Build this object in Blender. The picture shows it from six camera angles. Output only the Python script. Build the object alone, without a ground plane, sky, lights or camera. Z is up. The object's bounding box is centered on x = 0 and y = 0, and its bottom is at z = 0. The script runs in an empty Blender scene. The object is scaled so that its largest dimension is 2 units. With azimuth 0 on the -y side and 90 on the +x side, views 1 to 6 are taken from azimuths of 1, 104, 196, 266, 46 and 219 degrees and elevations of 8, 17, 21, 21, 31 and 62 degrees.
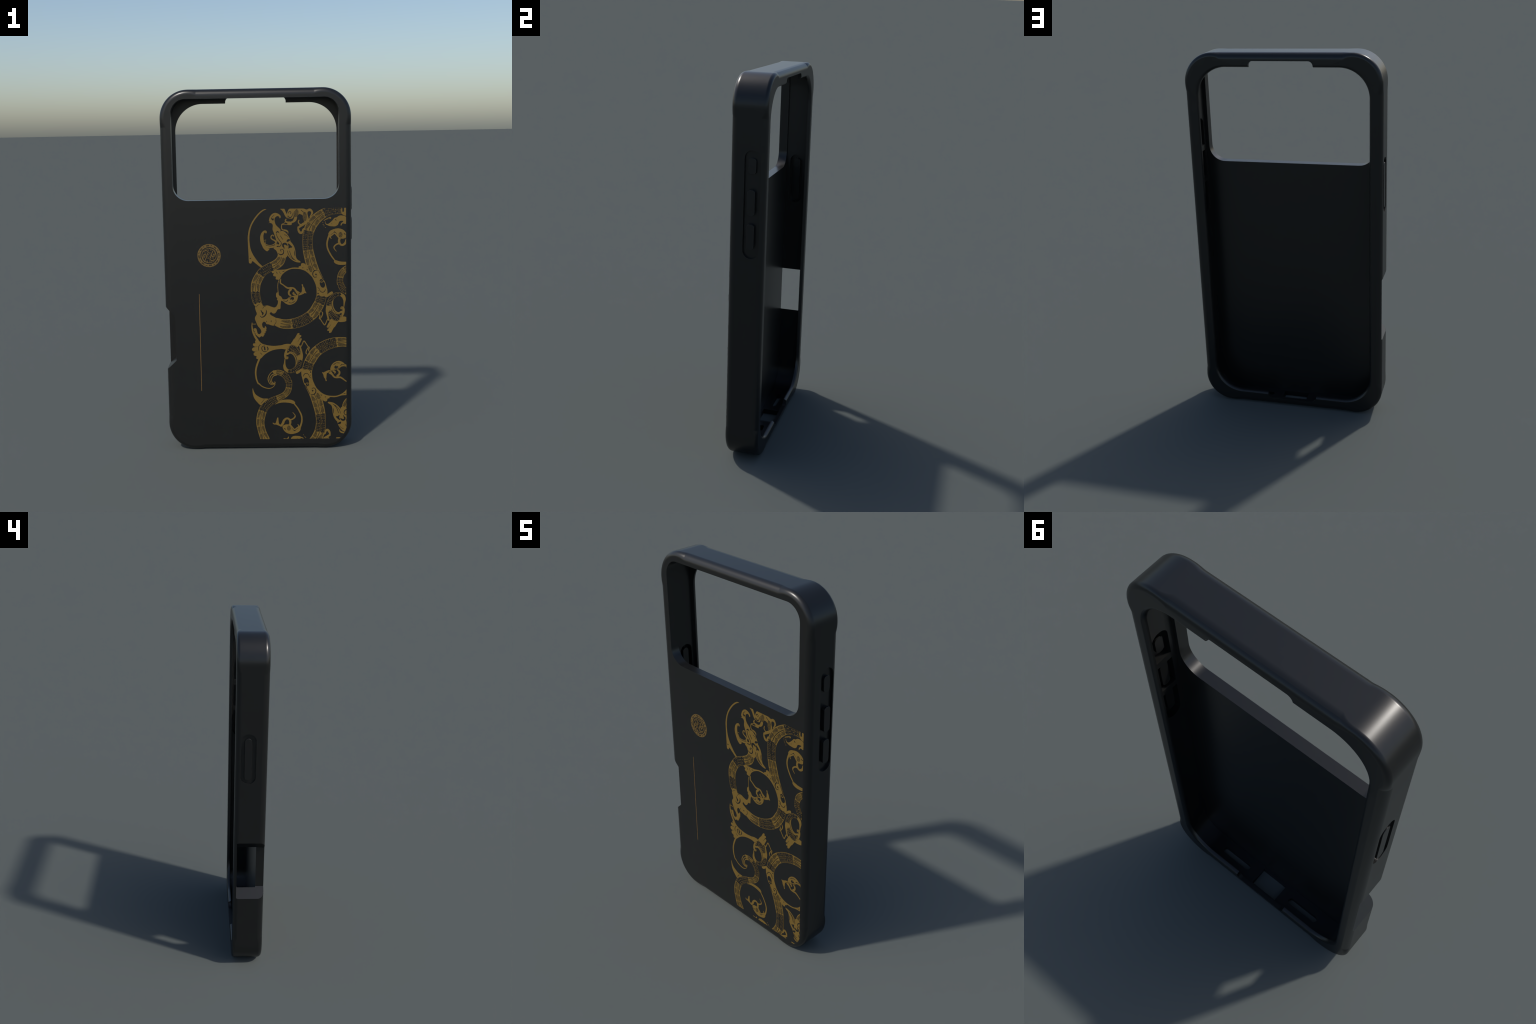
import bpy, bmesh, math, random
from mathutils import Vector, Matrix

# ------------------------------------------------------------------ sizes (metres)
XC = -0.004                 # the frame's centre line; buttons stand out on +x
HALF_W, HALF_H, CORNER_R = 0.5142, 1.0, 0.153
BACK, FRONT = -0.0891, 0.0889
PLATE_IN = -0.0418           # inner face of the back plate
ZC = 1.0

# ------------------------------------------------------------------ materials
def principled(name, colour, rough, spec=0.5, grain=0.0, bump=0.0, metal=0.0):
    m = bpy.data.materials.new(name)
    m.use_nodes = True
    nt = m.node_tree
    b = nt.nodes["Principled BSDF"]
    b.inputs["Base Color"].default_value = (*colour, 1)
    b.inputs["Roughness"].default_value = rough
    b.inputs["Specular IOR Level"].default_value = spec
    b.inputs["Metallic"].default_value = metal
    tc = nt.nodes.new("ShaderNodeTexCoord")
    n = nt.nodes.new("ShaderNodeTexNoise")
    n.inputs["Scale"].default_value = 260.0
    n.inputs["Detail"].default_value = 3.0
    nt.links.new(tc.outputs["Object"], n.inputs["Vector"])
    if grain:
        ramp = nt.nodes.new("ShaderNodeValToRGB")
        lo = [c * (1 - grain) for c in colour]
        hi = [c * (1 + grain) for c in colour]
        ramp.color_ramp.elements[0].position = 0.3
        ramp.color_ramp.elements[1].position = 0.7
        ramp.color_ramp.elements[0].color = (*lo, 1)
        ramp.color_ramp.elements[1].color = (*hi, 1)
        nt.links.new(n.outputs["Fac"], ramp.inputs["Fac"])
        nt.links.new(ramp.outputs["Color"], b.inputs["Base Color"])
    if bump:
        bp = nt.nodes.new("ShaderNodeBump")
        bp.inputs["Strength"].default_value = bump
        bp.inputs["Distance"].default_value = 0.001
        nt.links.new(n.outputs["Fac"], bp.inputs["Height"])
        nt.links.new(bp.outputs["Normal"], b.inputs["Normal"])
    return m

MAT_SHELL = principled("matte_black_polymer", (0.0095, 0.0097, 0.0093), 0.31, 0.5, 0.05)
MAT_BUTTON = principled("matte_black_button", (0.009, 0.0092, 0.009), 0.33, 0.5, 0.05)
MAT_GOLD = principled("gold_print_ink", (0.166, 0.103, 0.0225), 0.45, 0.3, 0.07)
MAT_LINE = principled("bronze_line_ink", (0.20, 0.115, 0.036), 0.45, 0.3, 0.05)

# ------------------------------------------------------------------ helpers
def new_mesh_object(name, bm, mats=(), parent=None):
    me = bpy.data.meshes.new(name)
    bm.to_mesh(me)
    bm.free()
    ob = bpy.data.objects.new(name, me)
    bpy.context.scene.collection.objects.link(ob)
    for m in mats:
        me.materials.append(m)
    if parent:
        ob.parent = parent
    return ob

def apply_modifiers(ob):
    dg = bpy.context.evaluated_depsgraph_get()
    me = bpy.data.meshes.new_from_object(ob.evaluated_get(dg))
    old = ob.data
    ob.modifiers.clear()
    ob.data = me
    bpy.data.meshes.remove(old)

def finish_shading(ob, angle=30, weighted=True):
    me = ob.data
    for p in me.polygons:
        p.use_smooth = True
    me.set_sharp_from_angle(angle=math.radians(angle))
    if weighted:
        w = ob.modifiers.new("weighted_normals", "WEIGHTED_NORMAL")
        w.keep_sharp = True
        w.weight = 100
        apply_modifiers(ob)

BUMP_RUN = 0.045            # the thicker corner guards fade out over this length
STEPS = [0.0, 0.15, 0.3, 0.45, 0.6, 0.72, 0.84, 0.92, 1.0, 1.06]
ARC = 28

def rounded_rect(hw, hh, r):
    """Points (x, z, corner_weight, on_upright_side) of a rounded rectangle, counter-clockwise from +x,
    always with the same number of points so that rings can be lofted."""
    pts = []
    for q in range(4):
        sx = 1 if q in (0, 3) else -1
        sz = 1 if q in (0, 1) else -1
        cx, cz = sx * (hw - r), sz * (hh - r)
        a0 = q * math.pi / 2
        before = list(reversed(STEPS[1:]))
        side = q % 2 == 0            # the run before this corner lies on an upright side
        t0 = Vector((-math.sin(a0), math.cos(a0)))
        a1 = a0 + math.pi / 2
        t1 = Vector((-math.sin(a1), math.cos(a1)))
        start = Vector((cx + r * math.cos(a0), cz + r * math.sin(a0)))
        end = Vector((cx + r * math.cos(a1), cz + r * math.sin(a1)))
        for s in before:
            p = start - t0 * (s * BUMP_RUN)
            pts.append((p.x, p.y, max(0.0, 1 - s * s), side))
        for i in range(ARC + 1):
            a = a0 + (a1 - a0) * i / ARC
            pts.append((cx + r * math.cos(a), cz + r * math.sin(a), 1.0,
                        side if i < ARC / 2 else not side))
        for s in STEPS[1:]:
            p = end + t1 * (s * BUMP_RUN)
            pts.append((p.x, p.y, max(0.0, 1 - s * s), not side))
    return pts

def lerp(a, b, t):
    return a + (b - a) * t

# ------------------------------------------------------------------ shell
def outer_profile():
    """(inset, y) back to front, for the top and bottom runs, the corners and the upright sides."""
    straight, corner, side = [], [], []
    n = 9
    for i in range(n + 1):                       # back edge
        a = math.pi / 2 * (1 - i / n)
        straight.append((0.035 * (1 - math.cos(a)), BACK + 0.035 * (1 - math.sin(a))))
        side.append(straight[-1])
        corner.append((0.0265 * (1 - math.cos(a)), BACK + 0.0265 * (1 - math.sin(a))))
    # front edge: along top and bottom two arcs meet in a fine arris, elsewhere one round
    r1, a1 = 0.055, math.radians(22)
    y1, d1 = FRONT - 0.0160, r1 * (1 - math.cos(a1))
    run, rise = 0.033 - d1, FRONT - y1
    r2 = (run * run + rise * rise) / (2 * rise)
    a2 = math.asin(run / r2)
    for i in range(5):
        a = a1 * i / 4
        straight.append((r1 * (1 - math.cos(a)), y1 - r1 * (math.sin(a1) - math.sin(a))))
    for i in range(1, 6):
        a = a2 * (1 - i / 5)
        straight.append((0.033 - r2 * math.sin(a), FRONT - r2 * (1 - math.cos(a))))
    for i in range(10):
        b = math.pi / 2 * i / 9
        corner.append((0.0205 * (1 - math.cos(b)), FRONT - 0.019 * (1 - math.sin(b))))
        side.append((0.032 * (1 - math.cos(b)), FRONT - 0.032 * (1 - math.sin(b))))
    return list(zip(straight, corner, side))

def build_shell(parent):
    bm = bmesh.new()
    rings = []
    base = rounded_rect(HALF_W, HALF_H, CORNER_R)
    for (flat, c, upright) in outer_profile():
        ring = []
        insets = {}
        for i, (x, z, w, on_side) in enumerate(base):
            s = upright if on_side else flat
            d, y = lerp(s[0], c[0], w), lerp(s[1], c[1], w)
            key = round(d, 6)
            if key not in insets:
                insets[key] = rounded_rect(HALF_W - d, HALF_H - d, CORNER_R - d)
            px, pz = insets[key][i][:2]
            ring.append((px, y, pz))
        rings.append(ring)

    def plain(hw, hh, r, y):
        rings.append([(x, y, z) for x, z, _, _ in rounded_rect(hw, hh, r)])

    LW, LH, LR = 0.4458, 0.9268, 0.152            # lip opening
    for i in range(6):                           # rounded inner edge of the lip
        a = math.pi / 2 * i / 5
        e = 0.0145 * (1 - math.sin(a))
        plain(LW + e, LH + e, LR + e * 0.5, FRONT - 0.019 * (1 - math.cos(a)))
    plain(0.4645, 0.9735, 0.12, 0.0665)            # underside of the lip
    plain(0.4645, 0.9735, 0.12, PLATE_IN)

    vr = [[bm.verts.new((XC + x, y, ZC + z)) for x, y, z in ring] for ring in rings]
    n = len(base)
    for a, b in zip(vr, vr[1:]):
        for i in range(n):
            j = (i + 1) % n
            bm.faces.new((a[i], a[j], b[j], b[i]))
    bm.faces.new(list(reversed(vr[0])))
    bm.faces.new(vr[-1])
    bmesh.ops.recalc_face_normals(bm, faces=bm.faces)
    return new_mesh_object("shell", bm, [MAT_SHELL], parent)

def prism(outline, axis, lo, hi):
    """Closed prism: outline is a list of 2D points, swept along axis from lo to hi."""
    bm = bmesh.new()
    def place(p, t):
        if axis == "y":
            return (p[0], t, p[1])
        if axis == "x":
            return (t, p[0], p[1])
        return (p[0], p[1], t)
    a = [bm.verts.new(place(p, lo)) for p in outline]
    b = [bm.verts.new(place(p, hi)) for p in outline]
    k = len(outline)
    bm.faces.new(a)
    bm.faces.new(list(reversed(b)))
    for i in range(k):
        j = (i + 1) % k
        bm.faces.new((a[i], b[i], b[j], a[j]))
    bmesh.ops.recalc_face_normals(bm, faces=bm.faces)
    return bm

def round_box(x0, x1, z0, z1, radii, seg=12):
    """Rectangle outline with its own radius per corner: (x1z1, x0z1, x0z0, x1z0)."""
    out = []
    corners = [(x1, z1, -1, -1, 0), (x0, z1, 1, -1, 90), (x0, z0, 1, 1, 180), (x1, z0, -1, 1, 270)]
    for (cx, cz, sx, sz, a0), r in zip(corners, radii):
        if r <= 0:
            out.append((cx, cz))
            continue
        for i in range(seg + 1):
            a = math.radians(a0 + 90 * i / seg)
            out.append((cx + sx * r + r * math.cos(a), cz + sz * r + r * math.sin(a)))
    return out

def cut(target, bm, operation="DIFFERENCE"):
    c = new_mesh_object("cutter", bm)
    m = target.modifiers.new("cut", "BOOLEAN")
    m.operation = operation
    m.solver = "EXACT"
    m.object = c
    apply_modifiers(target)
    me = c.data
    bpy.data.objects.remove(c)
    bpy.data.meshes.remove(me)

# button rows: (z low, z high, how far the face stands at)
RIGHT_BUTTONS = [(1.536, 1.615, 0.5105), (1.336, 1.464, 0.519), (1.170, 1.296, 0.519)]
LEFT_BUTTON = (1.207, 1.446, -0.5185)
RIGHT_SLOT = (-0.0165, 0.0637, 1.122, 1.653)
LEFT_SLOT = (-0.0245, 0.0580, 1.1825, 1.472)
RECESS, RECESS_L = 0.0125, 0.011

def carve_shell(shell):
    # camera window
    cut(shell, prism(round_box(-0.4580, 0.4437, 1.4052, 1.9500, (0.08, 0.08, 0.084, 0.084), 14), "y", -0.2, 0.0))
    # camera-control notch with sloping ends, the front lip stays
    xo, xi = -0.60, -0.4637
    slope = lambda x, z, s: z + s * (x + 0.518)
    cut(shell, prism([(xo, slope(xo, 0.465, 0.98)), (xi, slope(xi, 0.465, 0.98)),
                      (xi, slope(xi, 0.8208, -0.95)), (xo, slope(xo, 0.8208, -0.95))], "y", -0.2, 0.0712))
    # charging port and the two sound slots in the floor
    cut(shell, prism(round_box(-0.0755, 0.065, -0.0285, 0.0605, (0, 0, 0, 0)), "z", -0.1, 0.05))
    for x0, x1 in ((0.121, 0.288), (-0.295, -0.128)):
        cut(shell, prism(round_box(x0, x1, -0.001, 0.0285, (0.0147,) * 4), "z", -0.1, 0.05))
    # finger gaps in the lip, top and bottom
    cut(shell, prism(round_box(-0.1701, 0.1631, 1.88, 1.9595, (0.024, 0.024, 0, 0)), "y", 0.05, 0.2))
    cut(shell, prism(round_box(-0.1448, 0.1378, 0.0425, 0.12, (0, 0, 0.026, 0.026)), "y", 0.05, 0.2))
    # recessed button beds outside
    y0, y1, z0, z1 = RIGHT_SLOT
    r = (y1 - y0) / 2 - 1e-4
    cut(shell, prism(round_box(y0, y1, z0, z1, (r,) * 4), "x", XC + HALF_W - RECESS, 0.7))
    y0, y1, z0, z1 = LEFT_SLOT
    r = (y1 - y0) / 2 - 1e-4
    cut(shell, prism(round_box(y0, y1, z0, z1, (r,) * 4), "x", -0.7, XC - HALF_W + RECESS_L))
    # relief pockets behind the buttons, seen from inside
    wall = XC + 0.4645
    for (z0, z1, ra, rb) in ((1.502, 1.649, 0.037, 0.004), (1.328, 1.472, 0.004, 0.004), (1.126, 1.300, 0.004, 0.037)):
        cut(shell, prism(round_box(-0.0165, 0.060, z0, z1, (ra, ra, rb, rb)), "x", 0.40, wall + 0.031))
    for (z0, z1, face) in RIGHT_BUTTONS:        # the buttons' backs stand in the pockets
        cut(shell, prism(round_box(0.003, 0.040, z0 + 0.001, z1 - 0.001, (0.0155,) * 4), "x", wall + 0.008, wall + 0.034), "UNION")
    wall = XC - 0.4645
    y0, y1, z0, z1 = LEFT_SLOT
    cut(shell, prism(round_box(y0 + 0.004, y1 - 0.006, z0 + 0.004, z1 - 0.004, (0.034,) * 4), "x", wall - 0.031, -0.40))
    z0, z1, face = LEFT_BUTTON
    cut(shell, prism(round_box(0.001, 0.036, z0 + 0.001, z1 - 0.001, (0.0174,) * 4), "x", wall - 0.034, wall - 0.008), "UNION")

def build_button(y0, y1, z0, z1, r, root_x, face_x, parent):
    """A low pill: straight flank, small rounded edge, flat face."""
    bm = bmesh.new()
    out = 1 if face_x > root_x else -1
    e = 0.0013
    levels = [(0.0, root_x)] + [(e * (1 - math.cos(a)), face_x - out * e * (1 - math.sin(a)))
                                for a in (0, math.pi / 8, math.pi / 4, 3 * math.pi / 8, math.pi / 2)]
    rings = []
    for d, x in levels:
        o = round_box(y0 + d, y1 - d, z0 + d, z1 - d, (r - d,) * 4, 10)
        rings.append([bm.verts.new((x, p[0], p[1])) for p in o])
    k = len(rings[0])
    for a, b in zip(rings, rings[1:]):
        for i in range(k):
            j = (i + 1) % k
            bm.faces.new((a[i], a[j], b[j], b[i]))
    bm.faces.new(rings[-1])
    bm.faces.new(list(reversed(rings[0])))
    bmesh.ops.recalc_face_normals(bm, faces=bm.faces)
    ob = new_mesh_object("button", bm, [MAT_BUTTON], parent)
    finish_shading(ob, 35)
    return ob

root = bpy.data.objects.new("phone_case", None)
bpy.context.scene.collection.objects.link(root)
root["label"] = "matte black phone case with gold scroll ornament print"
root["category"] = "phone case"

shell = build_shell(root)
carve_shell(shell)
finish_shading(shell, 17)

floor_r = XC + HALF_W - RECESS
floor_l = XC - HALF_W + RECESS_L
for z0, z1, face in RIGHT_BUTTONS:
    build_button(0.002, 0.041, z0, z1, 0.0165, floor_r - 0.002, face, root)
z0, z1, face = LEFT_BUTTON
build_button(-0.0005, 0.0385, z0, z1, 0.0190, floor_l + 0.002, face, root)

# ------------------------------------------------------------------ gold print on the back
# All print drawing is in tenths of a millimetre from PRINT_C, the point about which the
# whole ornament repeats when turned by half a turn.
from mathutils.geometry import tessellate_polygon

PRINT_C = (0.3028, 0.6645)
CLIP_X, CLIP_LO, CLIP_HI = 0.4793, 0.0571, 1.3548
GOLD, HATCH, DARK, OVER = 0, 1, 2, 3
LAYER = {GOLD: 0.00030, HATCH: 0.00085, DARK: 0.00100, OVER: 0.00135}
STEP = 0.000012
MAT_OF = {GOLD: 0, HATCH: 1, DARK: 2, OVER: 0}

def hatch_material():
    m = principled("gold_ink_fine_hatching", (0.10, 0.06, 0.018), 0.45, 0.3)
    nt = m.node_tree
    b = nt.nodes["Principled BSDF"]
    n = nt.nodes["Noise Texture"]
    n.inputs["Scale"].default_value = 420.0
    n.inputs["Detail"].default_value = 1.0
    r = nt.nodes.new("ShaderNodeValToRGB")
    r.color_ramp.elements[0].position = 0.42
    r.color_ramp.elements[0].color = (0.026, 0.020, 0.010, 1)
    r.color_ramp.elements[1].position = 0.60
    r.color_ramp.elements[1].color = (0.112, 0.071, 0.018, 1)
    nt.links.new(n.outputs["Fac"], r.inputs["Fac"])
    nt.links.new(r.outputs["Color"], b.inputs["Base Color"])
    return m

MAT_HATCH = hatch_material()

def catmull(points, per=6, closed=False):
    """Smooth curve through points of any dimension."""
    n = len(points)
    P = [Vector(p) for p in points]
    out = []
    spans = n if closed else n - 1
    for i in range(spans):
        if closed:
            p0, p1, p2, p3 = (P[(i + k - 1) % n] for k in range(4))
        else:
            p1, p2 = P[i], P[i + 1]
            p0 = P[i - 1] if i else p1 * 2 - p2
            p3 = P[i + 2] if i + 2 < n else p2 * 2 - p1
        # limited tangents keep uneven spacing from overshooting
        d = (p2 - p1).length
        t1, t2 = (p2 - p0) * 0.5, (p3 - p1) * 0.5
        for t in (t1, t2):
            if t.length > 1.1 * d:
                t *= 1.1 * d / t.length
        for k in range(per):
            s = k / per
            a = 2 * s**3 - 3 * s**2 + 1
            b = s**3 - 2 * s**2 + s
            c = -2 * s**3 + 3 * s**2
            e = s**3 - s**2
            out.append(p1 * a + t1 * b + p2 * c + t2 * e)
    if not closed:
        out.append(P[-1])
    return out

class Motif:
    """One ornament: pieces of ink laid over each other, then clipped to the print field."""
    all = []
    laid = 0

    def __init__(self, name):
        self.name, self.pieces, self.dots = name, [], []
        self.count = {GOLD: 0, HATCH: 0, DARK: 0, OVER: 0}
        Motif.all.append(self)

    def _add(self, layer, outline, tris):
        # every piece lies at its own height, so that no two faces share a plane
        if layer == GOLD:
            Motif.laid += 1
            h = LAYER[layer] + 0.000005 * Motif.laid
        else:
            h = LAYER[layer] + STEP * (self.count[layer] % 29)
        self.count[layer] += 1
        self.pieces.append((layer, h, outline, tris))

    def shape(self, layer, points):
        o = [(p.x, p.y) for p in catmull(points, 4, True)]
        tris = tessellate_polygon([[Vector((x, y, 0)) for x, y in o]])
        self._add(layer, o, [tuple(t) for t in tris])

    def stroke(self, layer, points):
        c = catmull(points, 5)
        left, right = [], []
        for i, p in enumerate(c):
            q0, q1 = c[max(i - 1, 0)], c[min(i + 1, len(c) - 1)]
            t = Vector((q1.x - q0.x, q1.y - q0.y))
            t = t.normalized() if t.length > 1e-6 else Vector((1, 0))
            nrm = Vector((-t.y, t.x)) * max(p.z, 5) * 0.5
            q = Vector((p.x, p.y))
            left.append(q + nrm)
            right.append(q - nrm)
            if i == 0:
                t_first = t
        def cap(centre, frm, sign_t, n=5):
            r = (frm - centre).length
            u, out = (frm - centre), []
            for k in range(1, n):
                a = math.pi * k / n
                out.append(centre + u * math.cos(a) + sign_t * r * math.sin(a))
            return out
        end = cap(Vector((c[-1].x, c[-1].y)), left[-1], t)
        start = cap(Vector((c[0].x, c[0].y)), right[0], -t_first)
        n, ne, ns = len(left), len(end), len(start)
        outline = left + end + right[::-1] + start
        total = len(outline)
        ri = lambda i: n + ne + (n - 1 - i)
        faces = [(i, i + 1, ri(i + 1), ri(i)) for i in range(n - 1)]
        faces.append(tuple([n - 1] + list(range(n, n + ne)) + [ri(n - 1)]))
        faces.append(tuple([ri(0)] + list(range(n + ne + n, total)) + [0]))
        self._add(layer, [(p.x, p.y) for p in outline], faces)

    def mottle(self, x, y, rx, ry):
        """An oval of fine hatching."""
        o = [(x + rx * math.cos(a), y + ry * math.sin(a)) for a in (k * math.tau / 20 for k in range(20))]
        self._add(HATCH, o, [tuple(range(20))])

    def ribbon(self, points, parts, lanes=2):
        """Two-lane snake body: beaded stretches ("dots") and feathered stretches ("leaf")."""
        per = 10
        c = catmull(points, per)
        self.stroke(GOLD, points)
        rng = random.Random(len(points) * 7 + 3)
        dist = [0.0]
        for a, b in zip(c, c[1:]):
            dist.append(dist[-1] + math.hypot(b.x - a.x, b.y - a.y))
        def at_index(f):
            f = min(max(f * per, 0), len(c) - 1.001)
            i = int(f)
            return dist[i] + (dist[i + 1] - dist[i]) * (f - i)
        def frame(s):
            s = min(max(s, 0), dist[-1] - 1e-3)
            i = max(k for k in range(len(dist) - 1) if dist[k] <= s)
            f = (s - dist[i]) / max(dist[i + 1] - dist[i], 1e-6)
            p = c[i].lerp(c[i + 1], f)
            j0, j1 = max(i - 1, 0), min(i + 2, len(c) - 1)
            t = Vector((c[j1].x - c[j0].x, c[j1].y - c[j0].y)).normalized()
            return Vector((p.x, p.y)), t, Vector((-t.y, t.x)), p.z
        def band(layer, s0, s1, f0, f1, bow=0.0, point=0.0, slant=0.0):
            """Strip between two fractions of the width, ends bowed outward."""
            n = max(3, int((s1 - s0) / 60))
            lo, hi = [], []
            for k in range(n + 1):
                s = s0 + (s1 - s0) * k / n
                # pointed leaves narrow toward their far end, against the outer edge
                m = (f0 + f1) / 2 + (f1 - f0) * slant * k / n
                half = (f1 - f0) / 2 * (1 - point * (k / n) ** 1.6)
                p, t, nn, w = frame(s)
                lo.append(p + nn * w * (m - half))
                hi.append(p + nn * w * (m + half))
            if bow:
                p, t, nn, w = frame(s0)
                first = [p + nn * w * (f0 + f1) / 2 - t * bow]
                p, t, nn, w = frame(s1)
                last = [p + nn * w * (f0 + f1) / 2 + t * bow]
            else:
                first, last = [], []
            outline = first + lo + last + hi[::-1]
            m = len(first)
            hi_i = lambda k: m + n + 1 + len(last) + (n - k)
            faces = [(m + k, m + k + 1, hi_i(k + 1), hi_i(k)) for k in range(n)]
            if bow:
                faces += [(0, m, hi_i(0)), (m + n, m + n + 1, hi_i(n))]
            self._add(layer, [(p.x, p.y) for p in outline], faces)
        sides = [(-0.455, -0.045), (0.045, 0.455)] if lanes == 2 else [(-0.44, 0.44)]
        for kind, i0, i1 in parts:
            s0, s1 = at_index(i0), at_index(i1)
            for f0, f1 in sides:
                if kind == "dots":
                    band(DARK, s0, s1, f0, f1, bow=45)
                    rows = max(1, int((s1 - s0) / 88))
                    for r in range(rows + 1):
                        s = s0 + (s1 - s0) * (r + rng.uniform(-0.08, 0.08)) / rows
                        p, t, nn, w = frame(s)
                        cols = max(2, round(abs(f1 - f0) * w / 88))
                        for q in range(cols):
                            f = f0 + (f1 - f0) * (q + 0.5) / cols
                            if rng.random() < 0.08:
                                continue
                            a, b = rng.uniform(16, 24), rng.uniform(14, 21)
                            o = p + nn * (w * f + rng.uniform(-7, 7)) + t * rng.uniform(-8, 8)
                            self.dots.append([o + t * a + nn * b * 0.6, o + t * a * 0.5 + nn * b, o - t * a * 0.6 + nn * b,
                                              o - t * a - nn * b * 0.4, o - t * a * 0.4 - nn * b, o + t * a * 0.7 - nn * b])
                else:
                    chunks = max(1, round((s1 - s0) / 420))
                    lean = 1 if f0 > 0 else -1
                    for q in range(chunks):
                        a = s0 + (s1 - s0) * (q + 0.12 + rng.uniform(0, 0.06)) / chunks
                        b = s0 + (s1 - s0) * (q + 0.95) / chunks
                        mid, half = (f0 + f1) / 2, (f1 - f0) / 2
                        band(HATCH, a, b, mid - half * 0.82, mid + half * 0.82, bow=40, point=0.62, slant=0.22 * lean)
                        for j in range(3):
                            u = a + (b - a) * rng.uniform(0.0, 0.45)
                            v = u + (b - a) * rng.uniform(0.12, 0.3)
                            g = mid + half * rng.uniform(-0.4, 0.3)
                            band(DARK, u, v, g, g + half * rng.uniform(0.06, 0.14), point=0.7)
                        if q + 1 < chunks:      # a fine engraved line beside each feather
                            u = a + (b - a) * 0.45
                            band(DARK, u, b + (b - a) * 0.1, mid - lean * half * 0.75, mid - lean * half * 0.68, slant=4.0)
            if lanes == 2:
                band(DARK, s0, s1, -0.018 if kind == "dots" else -0.026, 0.022)

    def build(self, parent, turned):
        sgn = -1 if turned else 1
        back = BACK + 0.0003
        def world(p, h):
            return (PRINT_C[0] + sgn * p[0] * 1e-4, BACK - h - (0.0000025 if turned else 0), PRINT_C[1] + sgn * p[1] * 1e-4)
        bm = bmesh.new()
        for layer, h, outline, faces in self.pieces:
            top = [bm.verts.new(world(p, h)) for p in outline]
            low = [bm.verts.new(world(p, -0.0003)) for p in outline]
            n = len(top)
            made = []
            for f in faces:
                try:
                    made.append(bm.faces.new([top[i] for i in f]))
                except ValueError:
                    pass
            for i in range(n):
                j = (i + 1) % n
                made.append(bm.faces.new((top[i], low[i], low[j], top[j])))
            for f in made:
                f.material_index = MAT_OF[layer]
        self._finish(bm, self.name + "_print", parent, None)
        if self.dots:
            bm = bmesh.new()
            for k, o in enumerate(self.dots):
                bm.faces.new([bm.verts.new(world(p, LAYER[OVER] + 0.0004)) for p in o])
                low = [bm.verts.new(world(p, 0.0)) for p in o]
                bm.verts.ensure_lookup_table()
                top = bm.verts[-2 * len(o):-len(o)]
                for i in range(len(o)):
                    j = (i + 1) % len(o)
                    bm.faces.new((top[i], low[i], low[j], top[j]))
            self._finish(bm, self.name + "_beads", parent, "stuff")

    def _finish(self, bm, name, parent, kind):
        planes = [((CLIP_X, 0, 0), (1, 0, 0)), ((0, 0, CLIP_LO), (0, 0, -1)), ((0, 0, CLIP_HI), (0, 0, 1))]
        # the rounded lower corner of the flat back
        inset = 0.027
        r = CORNER_R - inset
        cx, cz = XC + HALF_W - CORNER_R, CORNER_R
        for k in range(1, 9):
            a = -math.pi / 2 * k / 9
            nx, nz = math.cos(a), math.sin(a)
            planes.append(((cx + r * nx, 0, cz + r * nz), (nx, 0, nz)))
        for co, no in planes:
            geom = bm.verts[:] + bm.edges[:] + bm.faces[:]
            bmesh.ops.bisect_plane(bm, geom=geom, plane_co=co, plane_no=no, clear_outer=True, dist=1e-7)
        if not bm.faces:
            bm.free()
            return
        ob = new_mesh_object(name, bm, [MAT_GOLD, MAT_HATCH, MAT_SHELL], parent)
        if kind:
            ob["kind"] = kind


# long scaled vine from the top edge, down and round into the centre scroll
m = Motif("scroll_vine")
m.ribbon([(1475, 6771, 375), (1251, 6770, 387), (982, 6752, 410), (622, 6657, 489), (307, 6459, 546), (36, 6204, 592), (-146, 5935, 603), (-273, 5598, 580), (-320, 5281, 546), (-330, 5008, 535), (-304, 4643, 557), (-239, 4300, 580), (-140, 3910, 596), (-52, 3663, 580), (82, 3363, 535), (238, 3039, 512), (372, 2714, 535), (426, 2414, 569), (413, 2090, 557), (320, 1744, 569), (181, 1468, 592), (-26, 1145, 596), (-279, 916, 596), (-555, 745, 592), (-853, 620, 587), (-1197, 543, 564), (-1531, 520, 528), (-1805, 552, 512), (-2032, 637, 466), (-2214, 709, 387)],
         [("dots", 0, 3.1), ("leaf", 3.2, 6.7), ("dots", 6.8, 10.0), ("leaf", 10.1, 13.6), ("dots", 18.1, 19.2), ("leaf", 19.3, 21.6), ("dots", 21.8, 25.0), ("leaf", 25.1, 27.2)], lanes=2)
m.stroke(DARK, [(207, 3515, 23), (60, 3501, 36), (-43, 3399, 46), (-55, 3250, 41), (23, 3134, 32), (148, 3144, 27)])
m.stroke(DARK, [(171, 3247, 23), (104, 3282, 59), (127, 3328, 23)])
m.stroke(DARK, [(264, 3487, 27), (398, 3220, 27), (532, 2965, 27)])
m.shape(DARK, [(323, 2853), (418, 2794), (543, 2862), (603, 2734), (587, 2608), (489, 2537), (382, 2610), (327, 2738)])
m.stroke(DARK, [(442, 3077, 36), (555, 2965, 32)])
m.stroke(DARK, [(407, 2944, 177), (430, 2909, 196)])
m.stroke(OVER, [(323, 2830, 23), (289, 2935, 27), (340, 3010, 27), (437, 3031, 32), (505, 2966, 34), (491, 2874, 34), (429, 2838, 32), (377, 2887, 27), (407, 2944, 23)])
m.stroke(DARK, [(200, 2555, 18), (279, 2497, 23), (347, 2346, 27), (460, 2286, 27), (574, 2331, 27), (631, 2457, 18)])
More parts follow.
